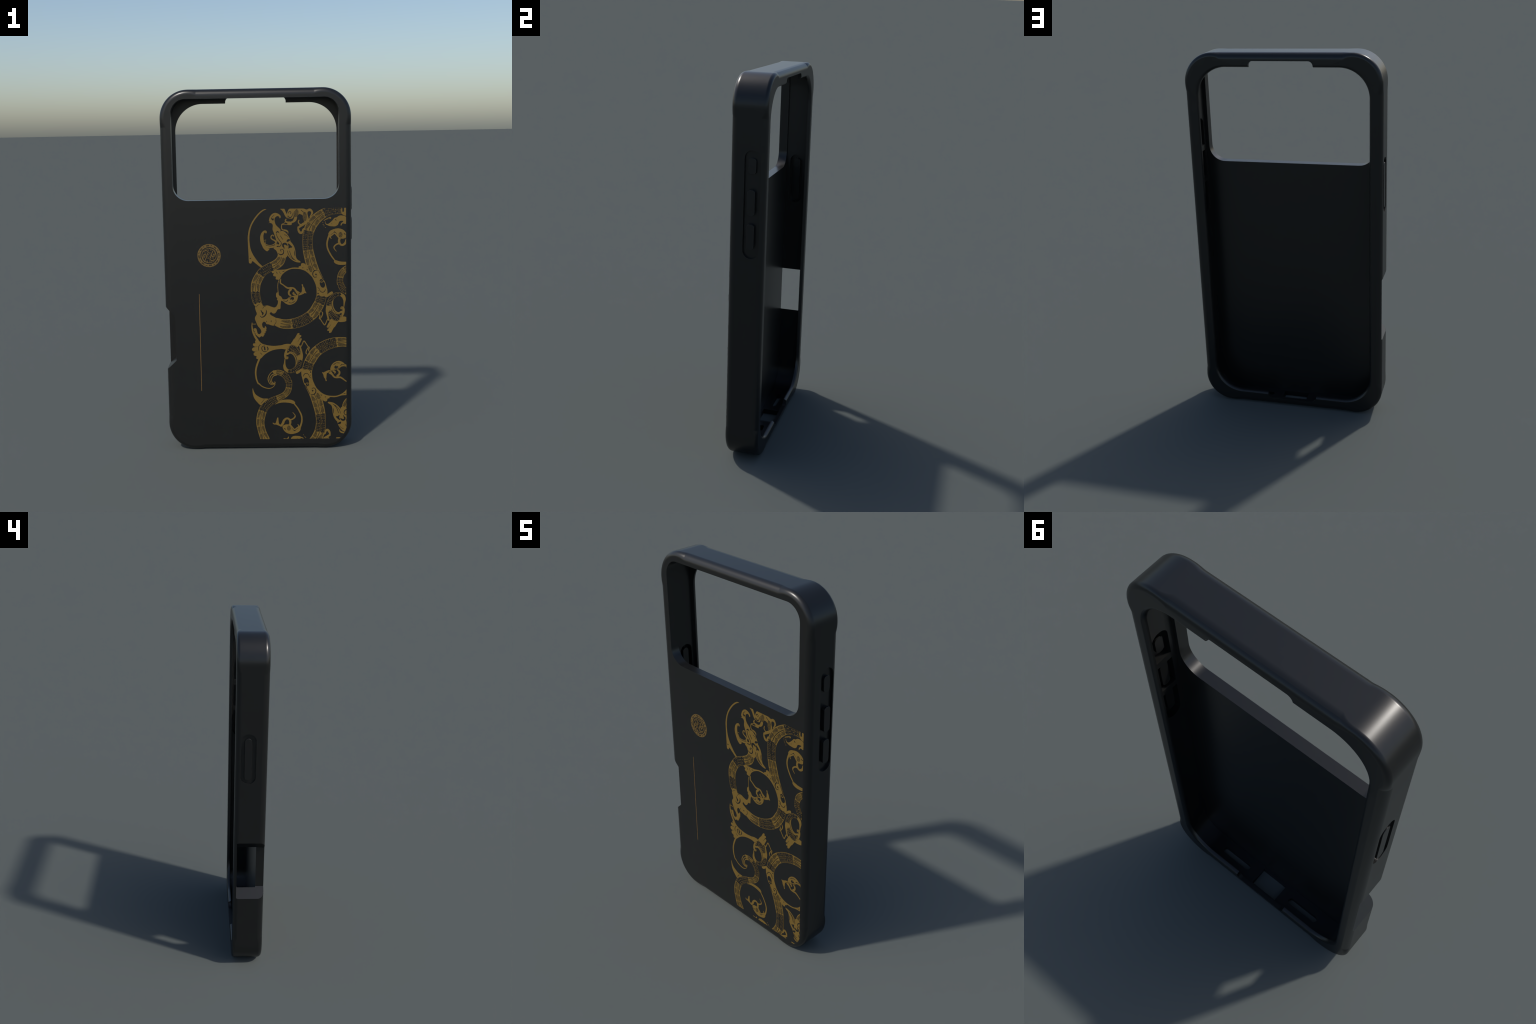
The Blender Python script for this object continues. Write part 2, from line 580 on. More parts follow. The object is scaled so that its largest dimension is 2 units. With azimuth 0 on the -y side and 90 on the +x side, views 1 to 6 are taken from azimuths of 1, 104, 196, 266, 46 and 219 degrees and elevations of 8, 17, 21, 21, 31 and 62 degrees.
m.stroke(DARK, [(216, 2220, 68), (228, 2218, 68)])
m.stroke(DARK, [(233, 2393, 32), (238, 2389, 32)])
m.stroke(GOLD, [(706, 2456, 41), (721, 2225, 41), (713, 2028, 50)])
m.stroke(GOLD, [(720, 2051, 91), (845, 2165, 141), (971, 2244, 150)])

# second scaled vine from the beast's neck to the mask
m = Motif("scroll_vine")
m.ribbon([(-1744, 4334, 432), (-1780, 4163, 489), (-1896, 3982, 523), (-2079, 3847, 519), (-2284, 3747, 505), (-2489, 3658, 489), (-2741, 3508, 489), (-2915, 3316, 496), (-3067, 3065, 512), (-3173, 2812, 519), (-3207, 2559, 505), (-3212, 2305, 489), (-3187, 2026, 482), (-3112, 1747, 466)],
         [("leaf", 0.3, 3.9), ("dots", 4.0, 7.0), ("leaf", 7.1, 10.7), ("dots", 10.8, 13)], lanes=2)

# third scaled vine: curled tail, then down to the lower edge
m = Motif("scroll_vine")
m.ribbon([(-2256, -2180, 159), (-2026, -2212, 284), (-1796, -2293, 307), (-1568, -2486, 341), (-1455, -2738, 346), (-1428, -2779, 341), (-1431, -3017, 332), (-1508, -3303, 341), (-1696, -3515, 337), (-1976, -3668, 341), (-2279, -3808, 387), (-2583, -3996, 432), (-2843, -4269, 466), (-3000, -4652, 473), (-3070, -5086, 455), (-3013, -5474, 437), (-2914, -5814, 466), (-2802, -6095, 500)],
         [("leaf", 0.4, 2.0), ("dots", 2.1, 6.2), ("leaf", 6.3, 9.3), ("dots", 9.5, 12.4), ("leaf", 12.5, 17)], lanes=2)
m.stroke(GOLD, [(-2278, -2113, 41), (-2465, -2272, 36), (-2579, -2485, 46), (-2586, -2652, 46), (-2508, -2843, 41), (-2359, -2922, 32), (-2220, -2888, 32)])
m.stroke(GOLD, [(-2188, -2276, 68), (-2374, -2357, 46), (-2480, -2510, 46), (-2482, -2677, 46), (-2404, -2845, 46), (-2266, -2863, 36)])
m.stroke(GOLD, [(-2120, -2348, 91), (-2282, -2417, 50), (-2381, -2559, 41), (-2391, -2726, 41), (-2288, -2846, 59), (-2207, -2823, 55), (-2222, -2740, 32)])

# long-horned beast with hooked horn, curl and flame tail
m = Motif("hooked_beast")
m.shape(GOLD, [(-2458, 6130), (-2361, 6192), (-2411, 6265), (-2361, 6467), (-2242, 6623), (-2084, 6688), (-1916, 6645), (-1794, 6549), (-1768, 6447), (-1827, 6387), (-1858, 6471), (-1940, 6515), (-2031, 6473), (-2097, 6384), (-2099, 6226), (-2037, 6033), (-1888, 5877), (-1786, 5746), (-1840, 5611), (-1853, 5486), (-1742, 5325), (-1633, 5074), (-1748, 4848), (-1929, 4851), (-2048, 5262), (-2166, 5627), (-2223, 5787), (-2202, 5990), (-2250, 6104), (-2361, 6147)])
m.shape(GOLD, [(-1852, 5532), (-1805, 5667), (-1692, 5699), (-1558, 5640), (-1424, 5502), (-1314, 5319), (-1253, 5113), (-1341, 4933), (-1378, 4705), (-1415, 4386), (-1519, 4239), (-1937, 4292), (-1957, 4440), (-2056, 4647), (-2179, 4740), (-2020, 4829), (-1771, 4848), (-1745, 5121), (-1855, 5350)])
m.shape(GOLD, [(-1446, 4638), (-1448, 4478), (-1383, 4295), (-1226, 4132), (-1013, 3992), (-742, 3946), (-730, 4006), (-909, 4139), (-975, 4323), (-995, 4586), (-1071, 4860), (-1249, 5102), (-1339, 5069), (-1296, 4955), (-1162, 4816), (-1230, 4799), (-1344, 4728)])
m.stroke(DARK, [(-2256, 6443, 18), (-2257, 6375, 55), (-2201, 6329, 91), (-2156, 6374, 32)])
m.stroke(DARK, [(-2244, 6465, 18), (-2176, 6532, 18), (-2119, 6569, 18)])
m.stroke(DARK, [(-2027, 5614, 41), (-1952, 5669, 59), (-1885, 5623, 41)])
m.stroke(DARK, [(-2010, 5557, 27), (-1978, 5397, 27), (-1857, 5191, 32), (-1764, 5064, 32), (-1781, 4928, 32), (-1873, 4838, 32), (-1997, 4874, 27)])
m.stroke(DARK, [(-1960, 5101, 68), (-1927, 5010, 91), (-1893, 5021, 46)])
m.stroke(DARK, [(-1676, 4847, 55), (-1657, 4960, 100), (-1566, 5004, 105), (-1476, 4957, 91), (-1436, 4900, 36)])
m.stroke(DARK, [(-1646, 4880, 68), (-1603, 4743, 36)])
m.stroke(DARK, [(-1429, 5139, 82), (-1372, 5183, 127), (-1304, 5205, 68)])
m.stroke(DARK, [(-1374, 4979, 55), (-1297, 4875, 114), (-1230, 4817, 91)])
m.stroke(DARK, [(-1770, 4593, 32), (-1815, 4639, 27), (-1773, 4700, 27), (-1678, 4683, 32), (-1628, 4572, 41), (-1675, 4447, 50), (-1800, 4397, 50), (-1934, 4474, 23)])
m.stroke(DARK, [(-1311, 4590, 27), (-1246, 4372, 32), (-1135, 4188, 32), (-989, 4060, 18)])
m.stroke(DARK, [(-1424, 4615, 23), (-1381, 4432, 23), (-1270, 4270, 23), (-1102, 4119, 18)])
m.stroke(DARK, [(-1040, 4609, 23), (-1042, 4449, 36), (-1021, 4312, 18)])
m.stroke(DARK, [(-1808, 5440, 23), (-1720, 5302, 27), (-1687, 5234, 18)])
m.stroke(DARK, [(-1582, 5493, 23), (-1470, 5457, 18), (-1381, 5343, 18)])
m.stroke(GOLD, [(-2583, 5622, 91), (-2594, 5679, 100), (-2661, 5680, 105), (-2741, 5613, 123), (-2800, 5478, 159), (-2814, 5319, 182), (-2794, 5137, 193), (-2729, 4977, 193), (-2653, 4816, 200), (-2542, 4689, 182)])
m.stroke(GOLD, [(-2542, 4678, 159), (-2451, 4699, 68), (-2428, 4756, 32)])
m.stroke(GOLD, [(-2627, 5009, 32), (-2515, 4939, 36), (-2335, 4914, 36), (-2176, 4964, 41), (-2073, 5035, 50)])
m.stroke(GOLD, [(-2607, 4850, 136), (-2381, 4816, 91), (-2155, 4847, 114), (-1951, 4896, 159), (-1930, 4782, 136)])
m.stroke(GOLD, [(-2169, 5423, 50), (-2209, 5480, 50), (-2293, 5436, 59), (-2306, 5311, 64), (-2217, 5231, 68), (-2105, 5172, 77), (-2050, 5080, 82), (-2063, 4967, 82)])
m.stroke(GOLD, [(-2669, 5203, 32), (-2590, 5214, 32)])
m.stroke(GOLD, [(-2629, 5135, 23), (-2627, 5021, 27)])

# thin crescent stem at the left with its spur
m = Motif("thin_crescent")
m.stroke(GOLD, [(-2552, 6903, 32), (-2733, 6834, 68), (-2961, 6646, 73), (-3190, 6368, 77), (-3376, 6054, 77), (-3483, 5738, 82), (-3535, 5399, 86)])
m.shape(GOLD, [(-3576, 5467), (-3572, 4990), (-3553, 4419), (-3538, 3984), (-3471, 3932), (-3391, 3959), (-3372, 4050), (-3299, 4044), (-3143, 3909), (-2897, 3717), (-2783, 3743), (-3006, 3976), (-3205, 4254), (-3358, 4530), (-3455, 4828), (-3493, 5216), (-3491, 5466)])
m.stroke(DARK, [(-3495, 4224, 23), (-3455, 4212, 41), (-3413, 4245, 18)])

# cropped creature at the upper edge: curl, jaw, whisker, hooks
m = Motif("curled_creature")
m.shape(GOLD, [(-1800, 6909), (-1587, 6906), (-1510, 6769), (-1434, 6588), (-1436, 6430), (-1525, 6499), (-1612, 6681), (-1700, 6817)])
m.shape(GOLD, [(-1433, 6610), (-1364, 6812), (-1273, 6901), (-869, 6894), (-849, 6624), (-964, 6445), (-1074, 6650), (-1064, 6514), (-1122, 6380), (-1257, 6348), (-1369, 6379), (-1458, 6430)])
m.stroke(DARK, [(-1343, 6654, 23), (-1331, 6722, 32), (-1263, 6754, 32), (-1208, 6697, 27), (-1242, 6630, 27)])
m.stroke(DARK, [(-1378, 6515, 32), (-1290, 6432, 41), (-1188, 6460, 32), (-1138, 6561, 27), (-1130, 6651, 18)])
m.stroke(DARK, [(-1412, 6486, 18), (-1346, 6395, 18), (-1211, 6393, 18)])
m.mottle(-950, 6625, 125, 171)
m.stroke(GOLD, [(-1486, 6329, 68), (-1521, 6251, 77), (-1461, 6178, 91), (-1282, 6157, 105), (-1124, 6199, 136), (-1010, 6288, 159), (-953, 6422, 150)])
m.stroke(DARK, [(-1259, 6190, 23), (-1123, 6278, 32), (-1089, 6312, 14)])
m.shape(GOLD, [(-1394, 6136), (-1192, 6133), (-1182, 6042), (-1216, 6015), (-1396, 6023)])
m.stroke(GOLD, [(-1517, 6183, 32), (-1620, 6094, 36), (-1710, 6062, 41), (-1734, 5938, 50), (-1713, 5801, 59), (-1602, 5750, 77), (-1467, 5707, 91), (-1389, 5638, 55), (-1390, 5547, 27)])
m.stroke(GOLD, [(-1688, 6039, 32), (-1395, 6036, 32)])
m.stroke(DARK, [(-1677, 5971, 18), (-1672, 5846, 23), (-1624, 5777, 18)])
m.shape(GOLD, [(-990, 6896), (-542, 6900), (-363, 6841), (-228, 6895), (-116, 6871), (-38, 6768), (-12, 6655), (-85, 6521), (-165, 6410), (-209, 6433), (-129, 6601), (-128, 6714), (-207, 6753), (-292, 6727), (-320, 6627), (-298, 6502), (-255, 6299), (-415, 6030), (-514, 6235), (-568, 6507), (-702, 6594), (-814, 6574), (-905, 6422), (-998, 6220)])
m.mottle(-902, 6715, 102, 159)
m.mottle(-467, 6460, 114, 250)
m.stroke(DARK, [(-655, 6812, 32), (-566, 6732, 27), (-432, 6640, 23)])
m.stroke(GOLD, [(-783, 6273, 50), (-818, 6172, 59), (-752, 6058, 59), (-640, 6029, 82), (-516, 6088, 123)])
m.stroke(GOLD, [(-839, 5901, 59), (-818, 5742, 105), (-756, 5617, 127), (-667, 5577, 127), (-594, 5648, 105), (-564, 5772, 73), (-525, 5817, 46)])
m.stroke(GOLD, [(-799, 5878, 100), (-685, 5966, 136), (-527, 6066, 150)])

# cropped creature under the vine by the right edge
m = Motif("swooping_creature")
m.shape(GOLD, [(642, 6194), (675, 6081), (776, 6038), (911, 6122), (1069, 6278), (1148, 6371), (1249, 6388), (1384, 6476), (1518, 6496), (1778, 6402), (1777, 6052), (1584, 6055), (1517, 5950), (1472, 5955), (1499, 6068), (1630, 6179), (1518, 6203), (1405, 6160), (1315, 5980), (1157, 5904), (865, 5926), (776, 5966), (675, 6017), (628, 6127)])
m.stroke(DARK, [(1193, 6287, 36), (1226, 6241, 46)])
m.stroke(DARK, [(987, 6053, 27), (996, 6049, 27)])
m.stroke(GOLD, [(507, 6129, 36), (516, 6122, 36)])
m.stroke(GOLD, [(529, 6015, 36), (538, 6008, 36)])
m.stroke(GOLD, [(573, 5942, 36), (582, 5935, 36)])
m.stroke(GOLD, [(640, 5855, 36), (649, 5848, 36)])
m.stroke(GOLD, [(575, 6236, 36), (584, 6229, 36)])
m.stroke(GOLD, [(575, 6240, 32), (755, 6328, 59), (912, 6370, 100)])
m.stroke(DARK, [(778, 6327, 18), (867, 6353, 32)])
m.shape(GOLD, [(1475, 6902), (1553, 6900), (1553, 6743), (1609, 6686), (1665, 6741), (1665, 6899), (1780, 6897), (1778, 6492), (1675, 6494), (1541, 6581), (1474, 6722)])
m.stroke(DARK, [(1609, 6922, 100), (1609, 6720, 77)])

# crane inside a ring, its ring growing from a leafy arm
m = Motif("crane_in_ring")
m.stroke(GOLD, [(-1147, -4038, 68), (-975, -4268, 73), (-893, -4413, 77), (-768, -4680, 82), (-729, -4945, 82), (-774, -5210, 91), (-881, -5463, 114), (-1034, -5631, 159)])
m.shape(GOLD, [(-1824, -5343), (-1742, -5271), (-1602, -5225), (-1369, -5252), (-1324, -5349), (-1256, -5519), (-1152, -5622), (-1024, -5595), (-883, -5439), (-802, -5500), (-909, -5669), (-1142, -5763), (-1376, -5791), (-1608, -5709), (-1768, -5542)])
m.mottle(-1465, -5444, 109, 148)
m.stroke(DARK, [(-1733, -5489, 23), (-1709, -5460, 36), (-1663, -5514, 41)])
m.stroke(GOLD, [(-1370, -5276, 68), (-1255, -5422, 68), (-1151, -5532, 77), (-1023, -5449, 68), (-912, -5354, 68), (-928, -5281, 46), (-974, -5227, 27)])
m.stroke(GOLD, [(-1905, -5293, 127), (-1806, -5174, 136), (-1738, -5005, 127), (-1621, -4893, 114), (-1504, -4888, 102), (-1424, -4961, 114), (-1386, -5070, 127), (-1404, -5203, 127)])
m.stroke(GOLD, [(-1412, -4966, 91), (-1249, -4920, 77), (-1125, -4808, 77), (-1114, -4700, 50), (-1204, -4578, 32), (-1245, -4525, 18)])
m.stroke(DARK, [(-1496, -5117, 18), (-1438, -5142, 32)])
m.shape(GOLD, [(-2108, -4832), (-2054, -4833), (-2041, -5026), (-2008, -5196), (-1923, -5264), (-1952, -5322), (-2091, -5267), (-2183, -5232), (-2299, -5221), (-2373, -5148), (-2344, -5114), (-2299, -5158), (-2210, -5145), (-2169, -5024)])
m.shape(GOLD, [(-3449, -3099), (-3417, -3231), (-3316, -3447), (-3133, -3593), (-2903, -3704), (-2602, -3732), (-2791, -3933), (-3003, -4099), (-3208, -3928), (-3367, -3710), (-3444, -3493), (-3474, -3230)])
m.shape(GOLD, [(-1932, -3848), (-1700, -3791), (-1399, -3788), (-1191, -3857), (-1099, -3966), (-1170, -4049), (-1447, -3974), (-1771, -3953), (-2050, -3995), (-2236, -4060)])
m.stroke(DARK, [(-3001, -3979, 14), (-2906, -3860, 18), (-2823, -3746, 14)])

# fan-ended arm with ringed boss, its crescent and stem
m = Motif("fan_arm")
m.stroke(GOLD, [(-3428, 626, 32), (-3433, 383, 68), (-3385, 101, 96), (-3282, -147, 109), (-3148, -372, 127)])
m.shape(GOLD, [(-3263, -394), (-3147, -325), (-2921, -540), (-2647, -649), (-2235, -702), (-1775, -661), (-1338, -608), (-1502, -889), (-1824, -877), (-2192, -919), (-2469, -1010), (-2748, -1183), (-2981, -1412), (-3120, -1439), (-3223, -1409), (-3198, -1291), (-3358, -1218), (-3356, -1100), (-3297, -1030), (-3411, -974), (-3460, -874), (-3385, -781), (-3292, -747), (-3394, -656), (-3381, -569), (-3242, -517)])
m.stroke(GOLD, [(-3237, -460, 100), (-3228, -467, 100)])
m.stroke(GOLD, [(-3340, -605, 127), (-3331, -612, 127)])
m.stroke(GOLD, [(-3387, -882, 146), (-3377, -889, 146)])
m.stroke(GOLD, [(-3299, -1129, 150), (-3290, -1136, 150)])
m.stroke(GOLD, [(-3165, -1350, 127), (-3155, -1358, 127)])
m.stroke(DARK, [(-3154, -725, 11), (-3315, -746, 11)])
m.stroke(DARK, [(-3204, -972, 11), (-3354, -1017, 11)])
m.stroke(DARK, [(-2740, -683, 18), (-2878, -729, 32), (-2915, -846, 41), (-2859, -977, 36), (-2745, -1025, 36), (-2629, -980, 23)])
m.stroke(DARK, [(-2764, -766, 77), (-2743, -907, 77)])
m.stroke(DARK, [(-2614, -756, 46), (-2570, -851, 59), (-2594, -933, 41)])
m.stroke(DARK, [(-2968, -586, 23), (-3061, -679, 27), (-3098, -844, 32), (-3077, -962, 23)])
m.stroke(DARK, [(-3010, -1081, 18), (-2908, -1172, 27)])
m.stroke(GOLD, [(-3039, -1388, 100), (-3158, -1670, 96), (-3244, -1953, 91), (-3277, -2238, 86), (-3243, -2572, 82), (-3148, -2835, 77), (-3098, -2852, 68), (-2938, -3002, 59), (-2732, -3096, 55), (-2524, -3130, 46), (-2350, -3070, 36), (-2232, -2959, 27), (-2201, -2900, 23)])

# mask with volute, leg and frilled snout
m = Motif("horned_mask")
m.shape(GOLD, [(-3242, 1493), (-3113, 1677), (-2975, 1710), (-2862, 1697), (-2795, 1568), (-2567, 1588), (-2385, 1527), (-2204, 1467), (-2100, 1500), (-1996, 1661), (-1958, 1870), (-1810, 1891), (-1836, 1659), (-1862, 1392), (-2000, 1359), (-2116, 1175), (-2231, 1125), (-2322, 1166), (-2367, 1213), (-2441, 1144), (-2392, 1050), (-2211, 943), (-2087, 848), (-2101, 614), (-2218, 452), (-2355, 466), (-2537, 527), (-2629, 535), (-2684, 634), (-2787, 671), (-2876, 555), (-2838, 367), (-2747, 312), (-2711, 429), (-2639, 337), (-2681, 154), (-2752, 15), (-2823, -165), (-2914, -136), (-3042, -204), (-3166, -97), (-3266, 69), (-3351, 234), (-3331, 299), (-3205, 298), (-3151, 114), (-3114, 8), (-3027, -24), (-2922, 87), (-2965, 252), (-3111, 441), (-3188, 630), (-3254, 794), (-3256, 934), (-3157, 1119), (-3211, 1306)])
m.shape(GOLD, [(-2067, 2265), (-1987, 2310), (-1942, 2217), (-1898, 2124), (-1808, 2076), (-1730, 1901), (-1811, 1833), (-1970, 1851), (-2038, 1894), (-2014, 1986), (-2081, 2057)])
m.stroke(GOLD, [(-1909, 2978, 32), (-1961, 2841, 32), (-1982, 2633, 32), (-1972, 2402, 32), (-1960, 2263, 59)])
m.stroke(GOLD, [(-2678, 302, 77), (-2672, 293, 77)])
m.stroke(GOLD, [(-2685, 180, 77), (-2678, 171, 77)])
m.stroke(GOLD, [(-2732, 68, 77), (-2726, 59, 77)])
m.stroke(GOLD, [(-2794, -48, 77), (-2787, -57, 77)])
m.stroke(GOLD, [(-2857, -129, 77), (-2850, -139, 77)])
m.stroke(GOLD, [(-3041, -167, 77), (-3034, -176, 77)])
m.stroke(GOLD, [(-3143, -95, 77), (-3136, -104, 77)])
m.stroke(GOLD, [(-3215, -30, 77), (-3209, -40, 77)])
m.stroke(GOLD, [(-3263, 275, 77), (-3256, 266, 77)])
m.stroke(GOLD, [(-3278, 64, 77), (-3271, 55, 77)])
m.stroke(DARK, [(-2983, 1012, 23), (-2897, 934, 41), (-2759, 974, 59), (-2654, 1112, 64), (-2629, 1252, 46), (-2650, 1345, 18)])
m.stroke(DARK, [(-2910, 1256, 36), (-2836, 1173, 91), (-2825, 1126, 82), (-2861, 1057, 23)])
m.stroke(DARK, [(-2821, 1417, 18), (-2762, 1521, 23), (-2659, 1543, 18)])
m.stroke(DARK, [(-2925, 1302, 46), (-2891, 1274, 41)])
m.stroke(DARK, [(-2393, 724, 16), (-2351, 735, 16), (-2334, 692, 16), (-2371, 665, 16), (-2398, 698, 16)])
m.stroke(DARK, [(-2615, 715, 23), (-2631, 669, 32)])
m.stroke(DARK, [(-2122, 802, 14), (-2106, 638, 18), (-2218, 476, 16)])
m.stroke(DARK, [(-3196, 1492, 14), (-3114, 1596, 18), (-2999, 1657, 16)])
m.stroke(GOLD, [(-3395, 551, 27), (-3304, 545, 32), (-3219, 548, 32)])

# arch over the centre crane with a feathered root
m = Motif("feathered_arch")
m.shape(GOLD, [(-2321, 3530), (-1811, 3563), (-1516, 3582), (-1152, 3675), (-824, 3670), (-816, 3732), (-707, 3769), (-684, 3879), (-593, 3919), (-458, 3853), (-369, 3691), (-280, 3506), (-123, 3274), (34, 3042), (112, 2857), (33, 2973), (-236, 3287), (-461, 3470), (-732, 3577), (-1026, 3604), (-1253, 3590), (-1494, 3485), (-1655, 3366), (-1770, 3230), (-1858, 3047), (-1954, 3021), (-2085, 3050), (-2043, 3165), (-2224, 3236), (-2177, 3351), (-2289, 3444)])
m.stroke(GOLD, [(-2248, 3432, 100), (-2239, 3425, 100)])
m.stroke(GOLD, [(-2166, 3281, 118), (-2157, 3274, 118)])
m.stroke(GOLD, [(-2021, 3107, 136), (-2012, 3100, 136)])
m.stroke(GOLD, [(-1942, 3066, 114), (-1933, 3059, 114)])
m.stroke(DARK, [(-2073, 3464, 18), (-2006, 3394, 27), (-2018, 3337, 18)])
m.stroke(DARK, [(-1710, 3470, 18), (-1664, 3474, 36), (-1608, 3491, 18)])
m.stroke(DARK, [(-1902, 3507, 14), (-1870, 3403, 18), (-1791, 3345, 14)])
m.stroke(DARK, [(-600, 3660, 46), (-591, 3655, 46)])
m.stroke(DARK, [(-381, 3581, 23), (-352, 3535, 46)])
m.mottle(-166, 3573, 91, 136)

# crane at the heart of the centre scroll
m = Motif("crane")
m.stroke(GOLD, [(-1813, 3035, 50), (-1832, 2839, 77), (-1685, 2721, 59), (-1505, 2580, 86), (-1392, 2537, 91), (-1233, 2549, 91), (-1086, 2510, 91), (-974, 2365, 105), (-850, 2236, 182), (-814, 2189, 132), (-666, 2233, 127)])
m.shape(GOLD, [(-677, 2256), (-664, 2383), (-651, 2545), (-639, 2614), (-673, 2695), (-661, 2741), (-627, 2745), (-598, 2706), (-587, 2625), (-515, 2520), (-483, 2381), (-416, 2241), (-518, 2254), (-587, 2197)])
m.stroke(GOLD, [(-1268, 2461, 127), (-1367, 2347, 105), (-1373, 2209, 100), (-1272, 2103, 77)])
m.stroke(GOLD, [(-1033, 2169, 91), (-1112, 2205, 100), (-1145, 2263, 77), (-1099, 2297, 46)])
m.shape(GOLD, [(-1787, 1925), (-1605, 1911), (-1468, 1944), (-1353, 2046), (-1216, 2086), (-1056, 2111), (-896, 2155), (-875, 2039), (-945, 1832), (-1106, 1672), (-1335, 1601), (-1540, 1662), (-1675, 1780), (-1799, 1856)])
m.shape(DARK, [(-1309, 1930), (-1274, 1999), (-1193, 2044), (-1107, 2008), (-1104, 1915), (-1172, 1881), (-1240, 1929), (-1286, 1883)])
m.stroke(DARK, [(-1184, 1835, 23), (-1195, 1905, 23), (-1252, 1917, 18)])
m.stroke(DARK, [(-1674, 1838, 23), (-1515, 1798, 32), (-1446, 1874, 32)])
m.stroke(DARK, [(-1379, 1722, 32), (-1220, 1708, 23), (-1105, 1776, 32), (-1048, 1822, 18)])
m.stroke(DARK, [(-1365, 1954, 14), (-1330, 2023, 23), (-1238, 2079, 18)])

# looped serpent with scaled hood, fan and whisker
m = Motif("looped_serpent")
m.ribbon([(1481, 2144, 191), (1322, 2158, 209), (1140, 2103, 237), (969, 1943, 255), (843, 1713, 250), (774, 1552, 205)],
         [("dots", 0.2, 5)], lanes=1)
m.stroke(GOLD, [(1447, 2156, 159), (1606, 2038, 191), (1667, 1864, 150), (1657, 1702, 86), (1638, 1470, 50)])
m.stroke(GOLD, [(1037, 1850, 59), (1013, 1665, 59), (1046, 1432, 59), (1171, 1209, 59), (1341, 1114, 68), (1501, 1170, 114)])
m.stroke(GOLD, [(922, 1712, 36), (955, 1433, 46), (1068, 1199, 46), (1250, 1069, 41), (1398, 1055, 32)])
m.shape(GOLD, [(678, 1507), (797, 1580), (933, 1480), (966, 1317), (852, 1272), (772, 1157), (793, 947), (842, 713), (769, 696), (706, 925), (640, 1205), (648, 1391)])
m.stroke(GOLD, [(1490, 1356, 91), (1513, 1414, 114), (1592, 1378, 136), (1619, 1261, 127), (1592, 1122, 141), (1550, 971, 105), (1527, 902, 55)])
m.ribbon([(852, 1237, 182), (931, 1097, 273), (1067, 920, 307), (1226, 813, 296), (1385, 776, 136)],
         [("dots", 0.2, 4)], lanes=1)
m.stroke(GOLD, [(1420, 985, 32), (1488, 937, 32)])
m.shape(GOLD, [(929, 782), (1088, 687), (1259, 649), (1316, 660), (1087, 297), (971, 88), (925, 11), (825, -4), (816, 102), (731, 114), (720, 166), (785, 294), (732, 288), (689, 337), (814, 597)])
m.stroke(DARK, [(916, 479, 11), (766, 224, 16)])
m.stroke(GOLD, [(1477, 938, 32), (1339, 683, 32), (1110, 313, 27)])
m.shape(GOLD, [(1522, 890), (1764, 864), (1763, 649), (1362, 613)])
m.stroke(GOLD, [(838, 713, 46), (724, 738, 50), (654, 576, 50), (571, 449, 59), (449, 602, 50), (340, 779, 50), (290, 814, 68), (319, 954, 55), (292, 1047, 23)])
m.stroke(GOLD, [(359, 837, 50), (451, 1010, 55), (464, 1138, 55), (407, 1197, 32)])
for m in list(Motif.all):
    m.build(root, False)
    m.build(root, True)

# ------------------------------------------------------------------ round seal and thin line
def flat_piece(name, outlines, material, h, parent):
    """Thin raised ink pieces: outlines are lists of (x, z) in metres with their faces."""
    bm = bmesh.new()
    for i, (o, faces) in enumerate(outlines):
        top = [bm.verts.new((x, BACK - h - i * 0.00001, z)) for x, z in o]
        low = [bm.verts.new((x, BACK + 0.0003, z)) for x, z in o]
        for f in faces:
            bm.faces.new([top[k] for k in f])
        n = len(o)
        for k in range(n):
            j = (k + 1) % n
            if faces[0] != tuple(range(n)) and (k == n // 2 - 1 or k == n - 1):
                continue
            bm.faces.new((top[k], low[k], low[j], top[j]))
    return new_mesh_object(name, bm, [material], parent)

def ring_piece(cx, cz, r0, r1, n=72, a0=0.0, a1=math.tau):
    """Annulus (or part of one) as an outline with quads."""
    steps = n if a1 - a0 >= math.tau - 1e-6 else max(3, int(n * (a1 - a0) / math.tau))
    o, i = [], []
    for k in range(steps + 1):
        a = a0 + (a1 - a0) * k / steps
        o.append((cx + r1 * math.cos(a), cz + r1 * math.sin(a)))
        i.append((cx + r0 * math.cos(a), cz + r0 * math.sin(a)))
    pts = o + i[::-1]
    m = steps + 1
    faces = [(k, k + 1, 2 * m - 2 - k, 2 * m - 1 - k) for k in range(steps)]
    return pts, faces

SEAL = (-0.2684, 1.1050)
R_OUT = 0.0637
MAT_SEAL = principled("dull_bronze_ink", (0.135, 0.084, 0.024), 0.45, 0.3, 0.45)
seal = flat_piece("seal_print", [ring_piece(*SEAL, 0.0472, R_OUT), ring_piece(*SEAL, 0.0390, 0.0412)],
                  MAT_SEAL, 0.0004, root)
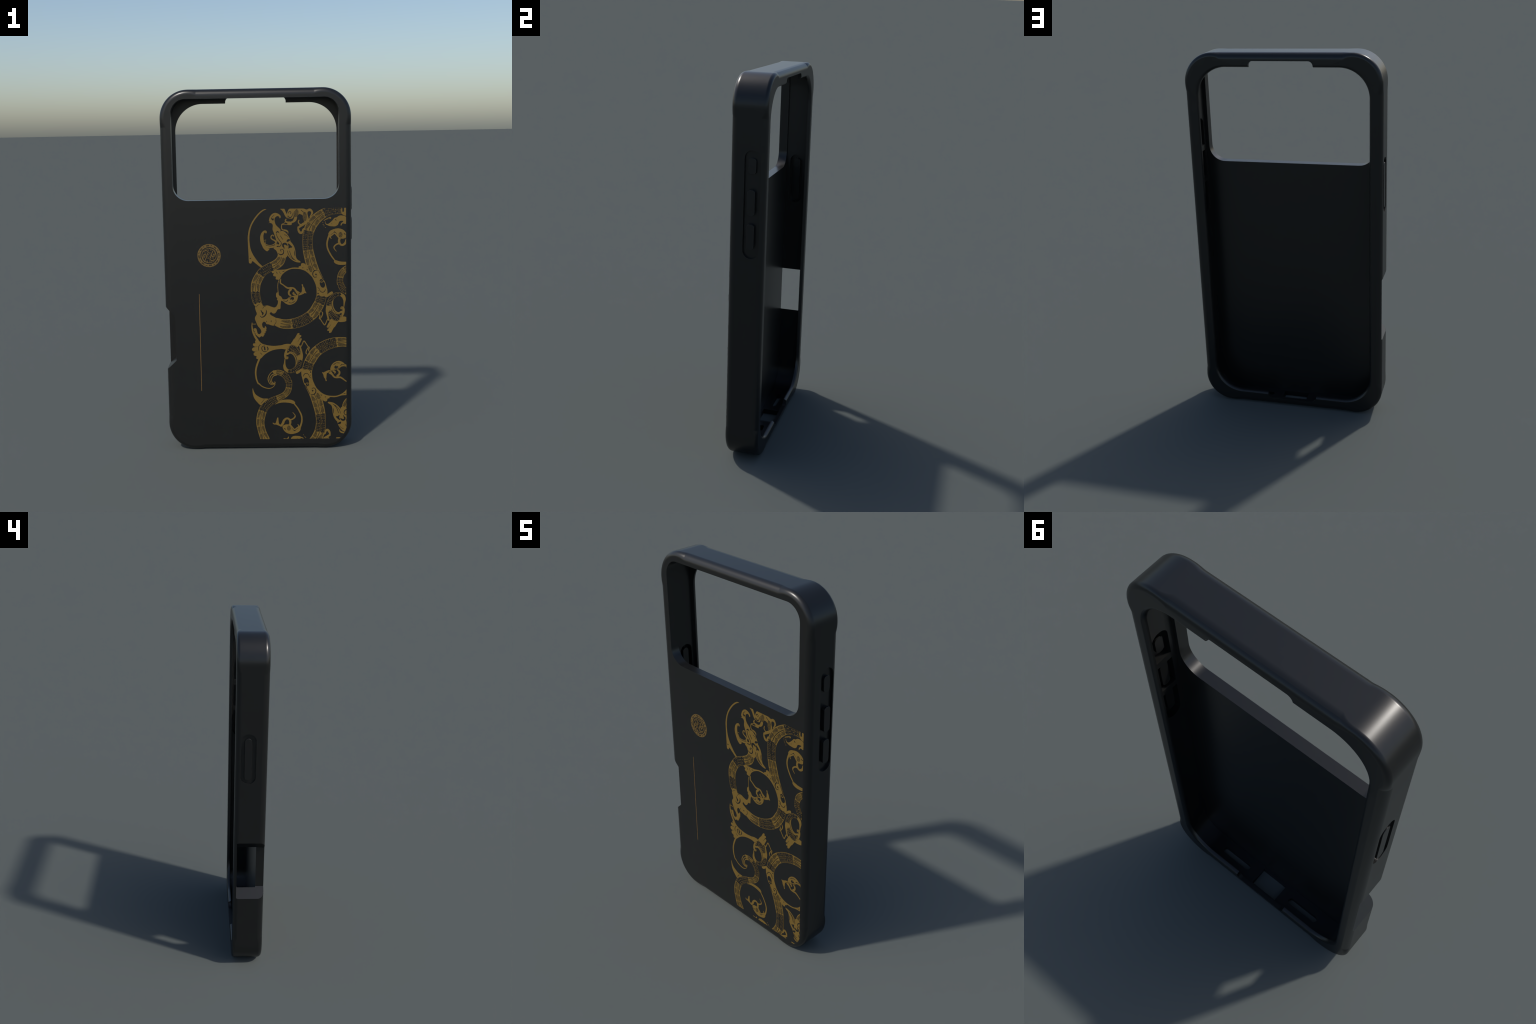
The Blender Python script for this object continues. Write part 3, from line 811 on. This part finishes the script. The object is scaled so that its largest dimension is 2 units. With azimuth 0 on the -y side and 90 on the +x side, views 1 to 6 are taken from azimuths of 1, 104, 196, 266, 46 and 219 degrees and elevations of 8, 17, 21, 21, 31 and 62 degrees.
# dashes engraved in the outer band: hollow lozenges alternating with small hooks
rng = random.Random(5)
dashes = []
for k in range(16):
    a = math.tau * k / 16 + 0.12
    wide = 0.15 if k % 2 == 0 else 0.05
    r = 0.0550 + (0.0006 if k % 2 else -0.0004) + rng.uniform(-0.0006, 0.0006)
    t = 0.0034 if k % 2 == 0 else 0.0022
    dashes.append(ring_piece(*SEAL, r - t, r + t, 120, a - wide, a + wide))
    if k % 2:
        dashes.append(ring_piece(*SEAL, r + 0.001, r + 0.0038, 200, a + wide * 0.6, a + wide * 1.6))
MAT_DASH = principled("worn_bronze_ink", (0.036, 0.025, 0.012), 0.45, 0.3, 0.3)
flat_piece("seal_dash", dashes, MAT_DASH, 0.0007, seal)

# the scrollwork inside the seal, drawn once and turned by half a turn
inner = Motif("seal_scroll")
inner.stroke(GOLD, [(-154, 11, 51), (-211, 71, 42), (-296, 34, 42), (-345, -68, 47), (-334, -194, 55), (-274, -285, 55), (-188, -344, 46), (-74, -385, 33), (17, -393, 27)])
inner.stroke(GOLD, [(-154, 23, 55), (-133, -80, 36), (-165, -125, 27)])
inner.stroke(GOLD, [(-302, -63, 33), (-256, -89, 44), (-231, -48, 47), (-266, -6, 24)])
inner.stroke(GOLD, [(-205, -239, 55), (-186, -160, 40)])
inner.stroke(GOLD, [(-114, -302, 60), (-97, -308, 60)])
inner.stroke(GOLD, [(17, -302, 40), (31, -302, 40)])
inner.stroke(GOLD, [(-215, 148, 55), (-206, 135, 55)])
inner.stroke(GOLD, [(-108, 160, 31), (-57, 85, 47), (-49, 28, 27)])
inner.stroke(GOLD, [(-108, 370, 51), (-97, 353, 51)])
inner.stroke(GOLD, [(-279, 217, 33), (-199, 279, 55), (-108, 268, 46), (-63, 217, 40), (6, 171, 18)])
inner.stroke(GOLD, [(-376, 34, 15), (-359, 148, 20), (-314, 217, 27)])
inner.stroke(GOLD, [(-108, 80, 27), (-97, -11, 24), (-108, -114, 16)])
inner.stroke(GOLD, [(-142, -160, 15), (17, -165, 16)])
inner.stroke(GOLD, [(-46, -80, 18), (-28, -148, 15)])
for turned in (False, True):
    PRINT_C_SAVE = PRINT_C
    PRINT_C = SEAL
    before = set(bpy.data.objects)
    inner.build(seal, turned)
    PRINT_C = PRINT_C_SAVE
    for ob in set(bpy.data.objects) - before:
        ob.data.materials[0] = MAT_SEAL

line = [(-0.3290 + dx, z) for dx, z in ((0.0001, 0.8916), (0.0025, 0.8916), (0.0019, 0.3423), (-0.0005, 0.3423))]
flat_piece("line_print", [(line, [(0, 1, 2, 3)])], MAT_LINE, 0.0004, root)
